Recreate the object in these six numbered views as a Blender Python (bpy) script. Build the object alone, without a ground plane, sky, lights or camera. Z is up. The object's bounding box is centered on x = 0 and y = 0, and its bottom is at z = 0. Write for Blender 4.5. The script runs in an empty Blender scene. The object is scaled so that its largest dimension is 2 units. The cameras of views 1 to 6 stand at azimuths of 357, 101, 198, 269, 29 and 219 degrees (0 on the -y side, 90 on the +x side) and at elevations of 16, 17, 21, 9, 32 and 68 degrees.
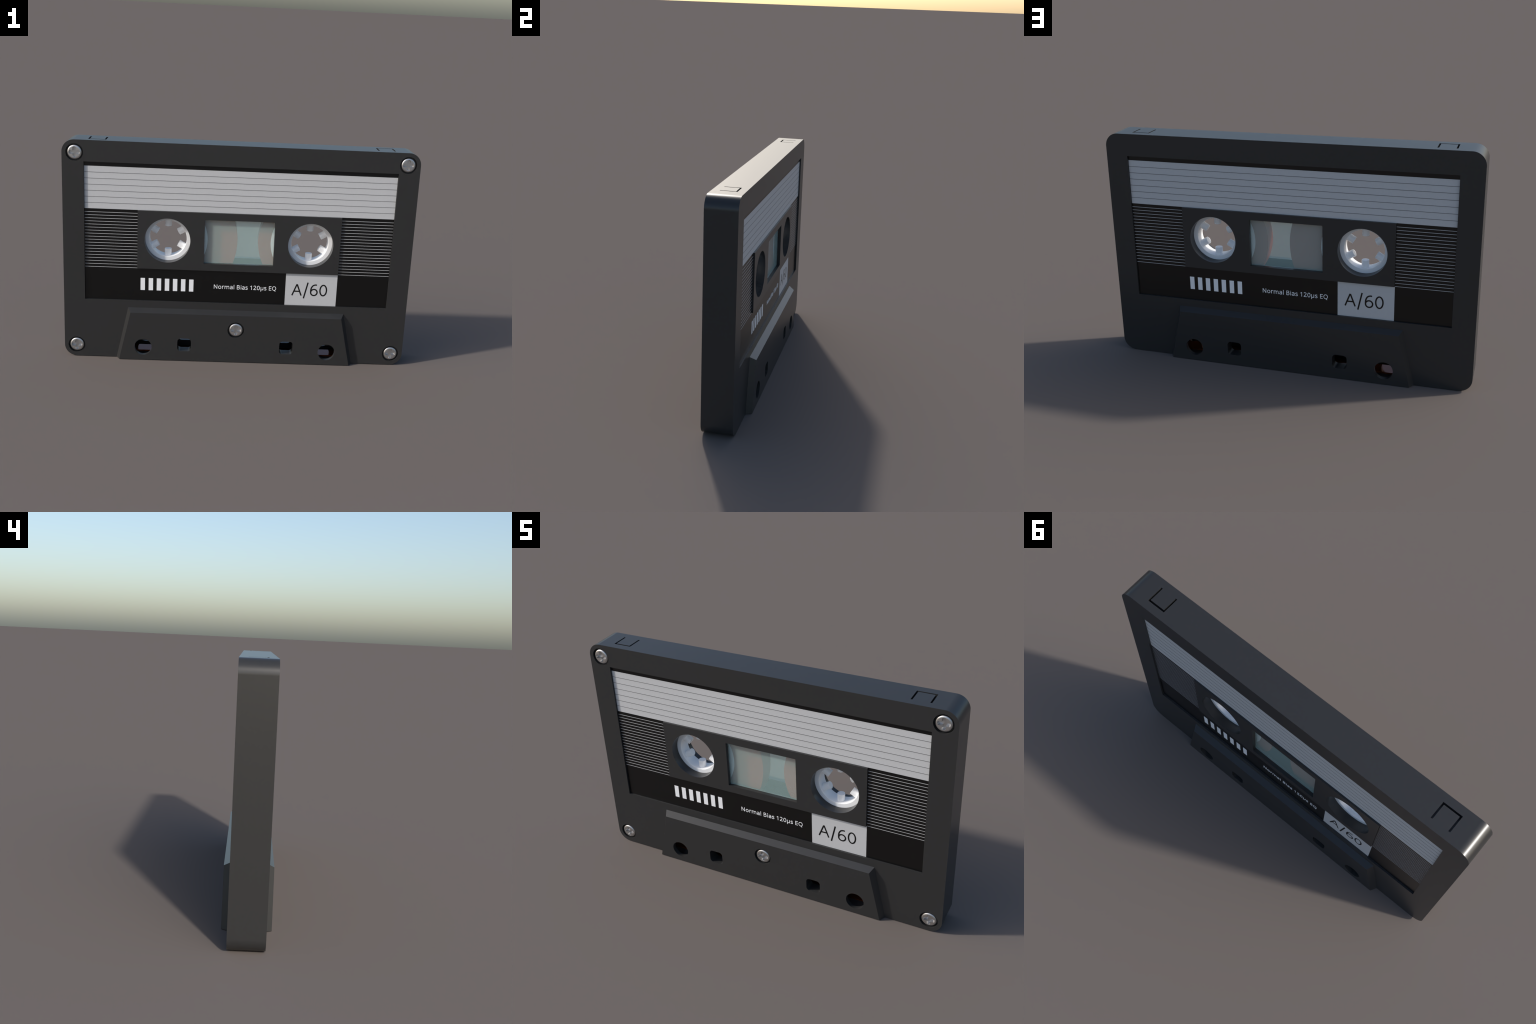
# Compact audio cassette standing on its long edge.  Modelling unit: 1 mm of the
# real cassette = 0.02 m, so the 100 x 64 x 12 mm shell is 2.00 x 1.28 x 0.24 m.
import bpy, bmesh, math
from mathutils import Vector, Matrix

# ------------------------------------------------------------------ sizes
W, H = 1.0, 1.28             # half width, height
D = 0.086                    # half thickness of the flat body
DT = 0.12                    # half thickness over the raised trapezoid
R = 0.07                     # corner radius
AX, AZ = 0.41, 0.722         # reel axes at (+-AX, AZ)
REEL_HOLE = 0.13
LABEL_Y = 0.076              # label surface
PANE_Y = 0.066

scene = bpy.context.scene
coll = scene.collection


# ------------------------------------------------------------------ helpers
def link(name, mesh, parent=None, mat=None):
    ob = bpy.data.objects.new(name, mesh)
    coll.objects.link(ob)
    if parent is not None:
        ob.parent = parent
    if mat is not None:
        mesh.materials.clear()
        mesh.materials.append(mat)
    return ob


def to_mesh(bm, name):
    bmesh.ops.recalc_face_normals(bm, faces=bm.faces)
    me = bpy.data.meshes.new(name)
    bm.to_mesh(me)
    bm.free()
    return me


def loft(loops, name="helper"):
    """Closed solid through equal-length loops of 3D points, capped at the ends."""
    bm = bmesh.new()
    rings = [[bm.verts.new(p) for p in lp] for lp in loops]
    n = len(rings[0])
    for a, b in zip(rings, rings[1:]):
        for i in range(n):
            bm.faces.new((a[i], a[(i + 1) % n], b[(i + 1) % n], b[i]))
    bm.faces.new(rings[0])
    bm.faces.new(rings[-1])
    return to_mesh(bm, name)


def prism(profile, y0, y1, name="helper"):
    """Profile in the XZ plane pushed from y0 to y1."""
    return loft([[(x, y, z) for x, z in profile] for y in (y0, y1)], name)


def rect(x0, x1, z0, z1):
    return [(x0, z0), (x1, z0), (x1, z1), (x0, z1)]


def round_rect(x0, x1, z0, z1, r, seg=12):
    pts = []
    for cx, cz, a0 in ((x1 - r, z0 + r, -90), (x1 - r, z1 - r, 0),
                       (x0 + r, z1 - r, 90), (x0 + r, z0 + r, 180)):
        for i in range(seg + 1):
            a = math.radians(a0 + 90 * i / seg)
            pts.append((cx + r * math.cos(a), cz + r * math.sin(a)))
    return pts


def circle(cx, cz, r, seg=64):
    return [(cx + r * math.cos(2 * math.pi * i / seg),
             cz + r * math.sin(2 * math.pi * i / seg)) for i in range(seg)]


def lathe(profile, cx, cz, seg=96, name="lathe"):
    """Closed (r, y) profile turned round the Y axis through (cx, cz)."""
    bm = bmesh.new()
    rings = []
    for i in range(seg):
        a = 2 * math.pi * i / seg
        rings.append([bm.verts.new((cx + r * math.cos(a), y, cz + r * math.sin(a)))
                      for r, y in profile])
    n = len(profile)
    for i in range(seg):
        p, q = rings[i], rings[(i + 1) % seg]
        for j in range(n):
            k = (j + 1) % n
            bm.faces.new((p[j], p[k], q[k], q[j]))
    bmesh.ops.remove_doubles(bm, verts=bm.verts, dist=1e-6)
    return to_mesh(bm, name)


def merged(meshes, name):
    bm = bmesh.new()
    for m in meshes:
        bm.from_mesh(m)
    me = bpy.data.meshes.new(name)
    bm.to_mesh(me)
    bm.free()
    return me


def boolean(me, tool, op):
    """me (op) tool, both meshes; returns a new mesh."""
    a = link("helper_a", me)
    b = link("helper_b", tool)
    m = a.modifiers.new("bool", "BOOLEAN")
    m.object, m.operation, m.solver = b, op, "EXACT"
    m.use_self = False
    dg = bpy.context.evaluated_depsgraph_get()
    dg.update()
    out = bpy.data.meshes.new_from_object(a.evaluated_get(dg))
    bpy.data.objects.remove(a)
    bpy.data.objects.remove(b)
    return out


def cut(me, *tools):
    for t in tools:
        me = boolean(me, t, "DIFFERENCE")
    return me


def add(me, *tools):
    for t in tools:
        me = boolean(me, t, "UNION")
    return me


def smooth(ob, angle=32):
    """Shade smooth, hard above the angle, flat faces kept flat."""
    me = ob.data
    for p in me.polygons:
        p.use_smooth = True
    me.set_sharp_from_angle(angle=math.radians(angle))
    m = ob.modifiers.new("weighted_normals", "WEIGHTED_NORMAL")
    m.keep_sharp = True
    m.weight = 100
    dg = bpy.context.evaluated_depsgraph_get()
    dg.update()
    new = bpy.data.meshes.new_from_object(ob.evaluated_get(dg))
    ob.modifiers.clear()
    new.name = me.name
    ob.data = new


def opposite(ob):
    """The same part on the other side: half a turn round the vertical axis."""
    c = ob.copy()
    coll.objects.link(c)
    c.rotation_euler = (0, 0, math.pi)
    return c


# ------------------------------------------------------------------ materials
def material(name, col, rough, var=0.0, scale=30.0, bump=0.0, metallic=0.0, spec=0.5,
             ior=1.5, rough_var=0.0):
    m = bpy.data.materials.new(name)
    m.use_nodes = True
    nt = m.node_tree
    b = nt.nodes["Principled BSDF"]
    b.inputs["Base Color"].default_value = (*col, 1)
    b.inputs["Roughness"].default_value = rough
    b.inputs["Metallic"].default_value = metallic
    b.inputs["Specular IOR Level"].default_value = spec
    b.inputs["IOR"].default_value = ior
    if var or bump or rough_var:
        tc = nt.nodes.new("ShaderNodeTexCoord")
        nz = nt.nodes.new("ShaderNodeTexNoise")
        nz.inputs["Scale"].default_value = scale
        nz.inputs["Detail"].default_value = 5
        nt.links.new(tc.outputs["Object"], nz.inputs["Vector"])
        if var:
            rp = nt.nodes.new("ShaderNodeValToRGB")
            rp.color_ramp.elements[0].position = 0.3
            rp.color_ramp.elements[1].position = 0.7
            rp.color_ramp.elements[0].color = (*[c * (1 - var) for c in col], 1)
            rp.color_ramp.elements[1].color = (*[min(1, c * (1 + var)) for c in col], 1)
            nt.links.new(nz.outputs["Fac"], rp.inputs["Fac"])
            nt.links.new(rp.outputs["Color"], b.inputs["Base Color"])
        if rough_var:
            mr = nt.nodes.new("ShaderNodeMapRange")
            mr.inputs["To Min"].default_value = rough - rough_var
            mr.inputs["To Max"].default_value = rough + rough_var
            nt.links.new(nz.outputs["Fac"], mr.inputs["Value"])
            nt.links.new(mr.outputs["Result"], b.inputs["Roughness"])
        if bump:
            bp = nt.nodes.new("ShaderNodeBump")
            bp.inputs["Strength"].default_value = bump
            bp.inputs["Distance"].default_value = 0.001
            nt.links.new(nz.outputs["Fac"], bp.inputs["Height"])
            nt.links.new(bp.outputs["Normal"], b.inputs["Normal"])
    return m


SHELL = material("black_plastic", (0.0303, 0.0303, 0.0303), 0.3, var=0.03, scale=60)
BLACK = material("label_black", (0.0025, 0.0025, 0.0025), 0.3, var=0.03, scale=60)
GREY = material("label_grey_paper", (0.57, 0.57, 0.572), 0.35, var=0.015, scale=90)
WHITE = material("printing_white", (0.94, 0.94, 0.945), 0.35, var=0.01, scale=90)
LINE = material("printing_line", (0.15, 0.15, 0.153), 0.35, var=0.02, scale=90)
HUB = material("white_plastic", (0.97, 0.97, 0.97), 0.3, var=0.01, scale=40)
TAPE = material("magnetic_tape", (0.21, 0.05, 0.014), 0.1, var=0.05, scale=50, metallic=0.45)
PACK = material("wound_tape", (0.30, 0.055, 0.017), 0.3, var=0.03, scale=50)
STRIPE = material("printing_stripe", (0.44, 0.44, 0.445), 0.35, var=0.01, scale=90)
STEEL = material("screw_steel", (0.62, 0.61, 0.60), 0.4, var=0.04, scale=80, metallic=1.0)


def window_material():
    """Milky blue-green plastic: a thin tinted skin over a clear sheet."""
    m = material("window_plastic", (0.66, 0.90, 0.86), 0.25, var=0.01, scale=40)
    nt = m.node_tree
    out = nt.nodes["Material Output"]
    b = nt.nodes["Principled BSDF"]
    tr = nt.nodes.new("ShaderNodeBsdfTransparent")
    mx = nt.nodes.new("ShaderNodeMixShader")
    mx.inputs["Fac"].default_value = 0.21
    nt.links.new(tr.outputs["BSDF"], mx.inputs[1])
    nt.links.new(b.outputs["BSDF"], mx.inputs[2])
    nt.links.new(mx.outputs["Shader"], out.inputs["Surface"])
    return m


PANE = window_material()

# ------------------------------------------------------------------ the thing
root = bpy.data.objects.new("cassette_tape", None)
coll.objects.link(root)
root["label"] = "black audio cassette with grey ruled label and white reels"
root["category"] = "audio cassette"

# ---- shell -------------------------------------------------------------
body = prism(round_rect(-W, W, 0, H, R, 20), -D, D)


def trapezoid(bottom, top, z0, z1):
    return [(-bottom, z0), (bottom, z0), (top, z1), (-top, z1)]


face, base = trapezoid(0.679, 0.6142, 0, 0.2915), trapezoid(0.6975, 0.631, 0, 0.3125)  # top bevel tilted off its measured slope to brighten its sun highlight
raised = loft([[(x, y, z) for x, z in p] for y, p in
               ((-DT, face), (-D, base), (D, base), (DT, face))])
shell = add(body, raised)

# hollow inside: wide shallow cavity plus the deeper one behind the trapezoid
shell = cut(shell, prism(rect(-0.96, 0.96, 0.018, 1.24), -0.055, 0.055),
            prism(trapezoid(0.645, 0.59, 0.018, 0.27), -0.096, 0.096))

# collars round the reel holes and bosses behind the square locating holes
for s in (-1, 1):
    y0, y1 = sorted((s * 0.07, s * 0.0362))
    shell = add(shell, *[prism(circle(x, AZ, 0.15), y0, y1) for x in (-AX, AX)])
    y0, y1 = sorted((s * 0.105, s * 0.056))
    shell = add(shell, *[prism(rect(x - 0.055, x + 0.055, 0.045, 0.155), y0, y1)
                         for x in (-0.3, 0.3)])

# solid guide blocks above the tape run, behind the upper part of the round holes
for s in (-1, 1):
    x0, x1 = sorted((s * 0.45, s * 0.635))
    shell = add(shell, prism(rect(x0, x1, 0.108, 0.28), -0.08, 0.08))

# label recess (a frame round the reel panel) on both faces
panel = (-0.58, 0.58, 0.551, 0.893)
frame = cut(prism(rect(-0.88, 0.88, 0.355, 1.16), -0.2, -0.0745),
            prism(rect(*panel), -0.3, 0))
frame_back = frame.copy()
frame_back.transform(Matrix.Rotation(math.pi, 4, "Z"))
shell = cut(shell, frame, frame_back)

# openings that go right through: reels, window, tape-deck locating holes
shell = cut(shell,
            prism(circle(-AX, AZ, REEL_HOLE, 96), -0.2, 0.2),
            prism(circle(AX, AZ, REEL_HOLE, 96), -0.2, 0.2),
            prism(rect(-0.2, 0.2, AZ - 0.13, AZ + 0.13), -0.2, 0.2))
for s in (-1, 1):
    shell = cut(shell, prism(circle(s * 0.54, 0.08, 0.05, 48), -0.2, -0.09),
                prism(circle(s * 0.54, 0.08, 0.05, 48), 0.09, 0.2),
                prism(round_rect(s * 0.3 - 0.04, s * 0.3 + 0.04, 0.06, 0.14, 0.02, 6), -0.2, 0.2))

# counterbores of the five screws (front only)
SCREWS = [(x, -D, z) for x in (-0.93, 0.93) for z in (0.07, 1.21)] + [(0.0, -DT, 0.2017)]
for x, y, z in SCREWS:
    shell = cut(shell, prism(circle(x, z, 0.0485, 48), y - 0.05, y + 0.0195))

# write-protect tabs: U-shaped slits in the top edge, half-turn symmetric
g = 0.009
for s in (-1, 1):
    u = [(0.76, -0.0455), (0.76 + g, -0.0455), (0.76 + g, 0.045 - g), (0.86 - g, 0.045 - g),
         (0.86 - g, -0.0455), (0.86, -0.0455), (0.86, 0.045), (0.76, 0.045)]
    shell = cut(shell, loft([[(s * x, s * y, z) for x, y in u] for z in (1.248, 1.4)]))

# openings in the underside for the heads and pinch rollers
for x0, x1 in ((-0.2, 0.2), (-0.64, -0.455), (0.455, 0.64)):
    shell = cut(shell, loft([[(x0, -0.09, z), (x1, -0.09, z), (x1, 0.09, z), (x0, 0.09, z)]
                             for z in (-0.1, 0.03)]))

shell.name = "shell"
shell_ob = link("shell", shell, root, SHELL)
smooth(shell_ob)

# ---- window panes --------------------------------------------------------
pane = link("window_pane", prism(rect(-0.1995, 0.1995, AZ - 0.1295, AZ + 0.1295),
                                 -PANE_Y, -PANE_Y + 0.004, "window_pane"), root, PANE)
opposite(pane)

# ---- labels ----------------------------------------------------------------
E = 0.0006       # clearance to the recess walls
backing = cut(prism(rect(-0.88 + E, 0.88 - E, 0.355 + E, 1.16 - E), -LABEL_Y, -0.0740),
              prism(rect(panel[0] - E, panel[1] + E, panel[2] - E, panel[3] + E), -0.3, 0))
backing.name = "label"
label = link("label", backing, root, BLACK)


def print_on(name, meshes, mat, kind=None):
    ob = link(name, merged(meshes, name), label, mat)
    if kind:
        ob["kind"] = kind
    return ob


INK1, INK2, INK_BACK = -LABEL_Y - 0.0003, -LABEL_Y - 0.0006, -LABEL_Y + 0.0006
f0, f1 = 0.8925, 1.1355
print_on("writing_field", [prism(rect(-0.879, 0.879, f0 + 0.001, f1), INK1, INK_BACK)], GREY)
rows = 7
print_on("ruled_line", [prism(rect(-0.8789, 0.8789, z - 0.0013, z + 0.0013), INK2, INK_BACK)
                        for z in [f1 - (f1 - f0) * k / rows for k in range(1, rows)]], LINE, "stuff")
print_on("side_stripe", [prism(rect(x0, x1, z - 0.0014, z + 0.0014), INK1, INK_BACK)
                         for x0, x1 in ((-0.8789, -0.581), (0.581, 0.8789))
                         for z in [0.8738 - 0.01794 * k for k in range(19)]], STRIPE, "stuff")
print_on("side_panel", [prism(rect(0.2795, 0.5805, 0.3557, 0.5497), INK1, INK_BACK)], GREY)
bar_me = prism(rect(-0.0127, 0.0127, 0.4175, 0.4912), INK1, INK_BACK, "bar")
for k in range(7):
    ob = link("bar", bar_me, label, WHITE)
    ob.location.x = -0.5487 + 0.0467 * k


# Lettering: each sign is a set of pen strokes of even width (units: 1462 = cap height).
CAP = 1462.0


def spline(pts, n=10):
    """Catmull-Rom curve through the points."""
    p = [Vector(q) for q in pts]
    p = [2 * p[0] - p[1]] + p + [2 * p[-1] - p[-2]]
    out = []
    for i in range(1, len(p) - 2):
        for k in range(n):
            t = k / n
            a, b, c, d = p[i - 1:i + 3]
            out.append(0.5 * (2 * b + (c - a) * t + (2 * a - 5 * b + 4 * c - d) * t * t
                              + (3 * b - a - 3 * c + d) * t ** 3))
    out.append(p[-2])
    return [tuple(q) for q in out]


def oval(cx, cy, rx, ry, n=40):
    return [(cx + rx * math.cos(2 * math.pi * i / n), cy + ry * math.sin(2 * math.pi * i / n))
            for i in range(n)]


S = spline
GLYPHS = {   # advance, strokes; a stroke is ("o", closed points) or ("s", open points)
    "N": (1538, [("s", [(285, 0), (285, 1462)]), ("s", [(1246, 0), (1246, 1462)]),
                 ("s", [(315, 1400), (1216, 62)])]),
    "o": (1237, [("o", oval(618, 548, 418, 480))]),
    "r": (836, [("s", [(267, 0), (267, 1096)]),
                ("s", S([(270, 560), (330, 810), (480, 985), (650, 1035), (800, 1018)]))]),
    "m": (1905, [("s", [(267, 0), (267, 1096)]),
                 ("s", S([(270, 560), (330, 820), (600, 1030), (860, 930), (952, 640), (952, 0)])),
                 ("s", S([(955, 560), (1015, 820), (1285, 1030), (1545, 930), (1638, 640), (1638, 0)]))]),
    "a": (1139, [("s", S([(195, 965), (420, 1030), (640, 1030), (830, 920), (880, 700), (880, 0)])),
                 ("s", S([(880, 600), (600, 580), (300, 490), (185, 300), (280, 110), (480, 65),
                          (720, 150), (880, 400)]))]),
    "l": (518, [("s", [(267, 0), (267, 1556)])]),
    " ": (532, []),
    "B": (1326, [("s", [(292, 0), (292, 1462)]),
                 ("s", S([(292, 1382), (640, 1382), (920, 1330), (1000, 1100), (900, 850), (620, 780),
                          (292, 780)])),
                 ("s", S([(292, 780), (660, 778), (980, 700), (1090, 430), (970, 150), (660, 80),
                          (292, 80)]))]),
    "i": (518, [("s", [(267, 0), (267, 1096)]), ("s", [(267, 1295), (267, 1510)])]),
    "s": (977, [("s", S([(800, 960), (500, 1035), (260, 960), (215, 800), (330, 650), (620, 510),
                         (770, 370), (760, 190), (600, 80), (380, 60), (120, 140)]))]),
    "1": (1169, [("s", [(627, 0), (627, 1462)]), ("s", [(600, 1370), (240, 1090)])]),
    "2": (1169, [("s", S([(160, 1230), (340, 1370), (560, 1405), (800, 1310), (870, 1090), (780, 830),
                          (560, 560), (190, 150)])), ("s", [(110, 82), (1065, 82)])]),
    "0": (1169, [("o", oval(586, 732, 396, 665))]),
    "u": (1262, [("s", [(267, -490), (267, 1096)]),
                 ("s", S([(267, 480), (320, 190), (560, 68), (850, 170), (985, 460)])),
                 ("s", [(993, 0), (993, 1096)])]),
    "E": (1139, [("s", [(292, 0), (292, 1462)]), ("s", [(220, 1381), (1016, 1381)]),
                 ("s", [(220, 772), (966, 772)]), ("s", [(220, 81), (1016, 81)])]),
    "Q": (1595, [("o", oval(797, 732, 582, 665)), ("s", [(880, 40), (1270, -300)])]),
    "A": (1296, [("s", [(88, 0), (640, 1430)]), ("s", [(1208, 0), (656, 1430)]),
                 ("s", [(300, 535), (996, 535)])]),
    "/": (862, [("s", [(214, -341), (664, 1680)])]),
    "6": (1122, [("s", S([(905, 1385), (700, 1400), (430, 1290), (240, 980), (190, 620), (200, 430)])),
                 ("o", oval(584, 450, 392, 388))]),
}


def lettering(name, text, x0, x1, base, cap, mat, weight):
    k = cap / CAP
    total = sum(GLYPHS[c][0] for c in text)
    strokes, pen = [], 0.0
    for ch in text:
        adv, parts = GLYPHS[ch]
        strokes += [(t, [(pen + x, y) for x, y in pts]) for t, pts in parts]
        pen += adv
    xs = [x for _, pts in strokes for x, _ in pts]
    lo, hi = min(xs) - weight / 2, max(xs) + weight / 2
    kx = (x1 - x0) / (hi - lo)
    meshes = []
    for n, (t, pts) in enumerate(strokes):
        yf = INK2 - 0.00003 * (n % 4)            # crossing strokes never share a plane
        P = [Vector(p) for p in pts]
        L = len(P)
        side = []
        for i in range(L):
            if t == "o":
                d = P[(i + 1) % L] - P[i - 1]
            else:
                d = P[min(i + 1, L - 1)] - P[max(i - 1, 0)]
            d.normalize()
            side.append(Vector((-d.y, d.x)) * weight / 2)
        loops = []
        for p, q in zip(P, side):
            lp = []
            for v, y in ((p + q, yf), (p - q, yf), (p - q, INK_BACK), (p + q, INK_BACK)):
                lp.append((x0 + (v.x - lo) * kx, y, base + v.y * k))
            loops.append(lp)
        if t == "o":
            bm = bmesh.new()
            rings = [[bm.verts.new(v) for v in lp] for lp in loops]
            for i in range(L):
                a, b = rings[i], rings[(i + 1) % L]
                for j in range(4):
                    bm.faces.new((a[j], a[(j + 1) % 4], b[(j + 1) % 4], b[j]))
            meshes.append(to_mesh(bm, "helper"))
        else:
            meshes.append(loft(loops))
    return link(name, merged(meshes, name), label, mat)


lettering("lettering", "Normal Bias 120us EQ", -0.137, 0.2257, 0.4406, 0.0253, WHITE, 178)
lettering("lettering", "A/60", 0.3161, 0.5252, 0.4155, 0.0707, BLACK, 165)

label_back = opposite(label)
for ch in list(label.children):
    c = ch.copy()
    coll.objects.link(c)
    c.parent = label_back

# ---- reels -----------------------------------------------------------------
BORE, HW = 0.1075, 0.042
hub_profile = [(BORE, 0.034), (BORE + 0.001, 0.035), (0.16, 0.035),
               (0.163, HW + 0.0005), (0.228, HW + 0.0005),
               (0.228, -HW - 0.0005), (0.163, -HW - 0.0005), (0.16, -0.035),
               (BORE + 0.001, -0.035), (BORE, -0.034)]
hub_me = lathe(hub_profile, 0, 0, 128, "reel_hub")


def tooth_mesh():
    r, n = 0.02, 24
    # cylinder along +X from just inside the bore wall to its free, slightly rounded end
    rings = []
    for x, k in ((BORE + 0.004, 1.0), (0.0686, 1.0), (0.068, 0.97)):
        rings.append([(x, r * k * math.sin(2 * math.pi * i / n), r * k * math.cos(2 * math.pi * i / n))
                      for i in range(n)])
    return loft(rings, "tooth")


tooth_me = tooth_mesh()
first = True
for s, pack_r in ((-1, 0.40), (1, 0.30)):
    hub = link("reel_hub", hub_me, root, HUB)
    hub.location = (s * AX, 0, AZ)
    if first:
        smooth(hub, 25)
        hub_me = hub.data
    for k in range(6):
        t = link("tooth", tooth_me, hub, HUB)
        t.rotation_euler = (0, math.radians(30 + 60 * k), 0)
        if first and k == 0:
            smooth(t, 50)
            tooth_me = t.data
    first = False
    pack = link("tape_pack", lathe([(0.2275, HW), (pack_r - 0.001, HW), (pack_r, HW - 0.001),
                                    (pack_r, -HW + 0.001), (pack_r - 0.001, -HW), (0.2275, -HW)],
                                   0, 0, 160, "tape_pack"), root, PACK)
    pack.location = (s * AX, 0, AZ)
    smooth(pack, 40)

# ---- tape run along the lower edge and its guide rollers --------------------
ROLL = (0.86, 0.0885, 0.0585)   # x, z, radius


def tape_path():
    pts = []
    # from the left pack down to the left roller, along the edge, up to the right pack
    cx, cz, rr = ROLL
    r = rr + 0.0045
    pts.append((-AX - 0.4, AZ - 0.02))
    for i in range(13):
        a = math.radians(184 + 86 * i / 12)
        pts.append((-cx + r * math.cos(a), cz + r * math.sin(a)))
    for i in range(13):
        a = math.radians(270 + 110 * i / 12)
        pts.append((cx + r * math.cos(a), cz + r * math.sin(a)))
    pts.append((AX + 0.3, AZ + 0.02))
    return pts


def ribbon(path, t, hw, name):
    loops = []
    for i, p in enumerate(path):
        a = Vector(path[max(i - 1, 0)])
        b = Vector(path[min(i + 1, len(path) - 1)])
        d = (b - a).normalized()
        nrm = Vector((-d.y, d.x)) * t / 2
        q = Vector(p)
        u, v = q + nrm, q - nrm
        loops.append([(u.x, -hw, u.y), (u.x, hw, u.y), (v.x, hw, v.y), (v.x, -hw, v.y)])
    return loft(loops, name)


run = link("tape", ribbon(tape_path(), 0.009, HW, "tape"), root, TAPE)
roller_me = lathe([(0.012, 0.044), (ROLL[2], 0.044), (ROLL[2], -0.044), (0.012, -0.044)], 0, 0, 48,
                  "guide_roller")
for s in (-1, 1):
    ro = link("guide_roller", roller_me, root, HUB)
    ro.location = (s * ROLL[0], 0, ROLL[1])
    if s < 0:
        smooth(ro, 40)
        roller_me = ro.data

# ---- screws ------------------------------------------------------------------
def screw_mesh():
    r, top = 0.041, -0.003       # head radius, flat top just under the face (local y)
    prof = [(0.0, top)]
    prof.append((r - 0.011, top))
    for i in range(1, 7):
        a = math.radians(90 - 80 * i / 6)
        prof.append((r - 0.011 + 0.011 * math.cos(a), top + 0.009 - 0.009 * math.sin(a)))
    prof += [(r, 0.0158), (0.0, 0.0158)]
    bm = bmesh.new()
    seg = 48
    rings = []
    for rr, y in prof:
        rings.append([bm.verts.new((rr * math.cos(2 * math.pi * i / seg), y,
                                    rr * math.sin(2 * math.pi * i / seg))) for i in range(seg)]
                     if rr > 0 else [bm.verts.new((0, y, 0))])
    for a, b in zip(rings, rings[1:]):
        for i in range(seg):
            j = (i + 1) % seg
            q = [a[i % len(a)], a[j % len(a)], b[j % len(b)], b[i % len(b)]]
            q = list(dict.fromkeys(q))
            bm.faces.new(q)
    head = to_mesh(bm, "screw")

    def arm(horizontal):
        loops = []
        for y, half, w in ((top - 0.01, 0.034, 0.0105), (top, 0.0315, 0.0102), (top + 0.0155, 0.0275, 0.0088)):
            lp = round_rect(-half, half, -w, w, min(w, half) * 0.85, 4)
            loops.append([(x, y, z) if horizontal else (z, y, x) for x, z in lp])
        return loft(loops)
    return cut(head, arm(True), arm(False))


screw_me = screw_mesh()
for n, (x, y, z) in enumerate(SCREWS):
    ob = link("screw", screw_me, root, STEEL)
    ob.location = (x, y + (0.004 if n < 4 else 0.005), z)
    if n == 0:
        smooth(ob, 35)
        screw_me = ob.data

# tidy: no stray helper data in the scene
for me in list(bpy.data.meshes):
    if me.users == 0:
        bpy.data.meshes.remove(me)
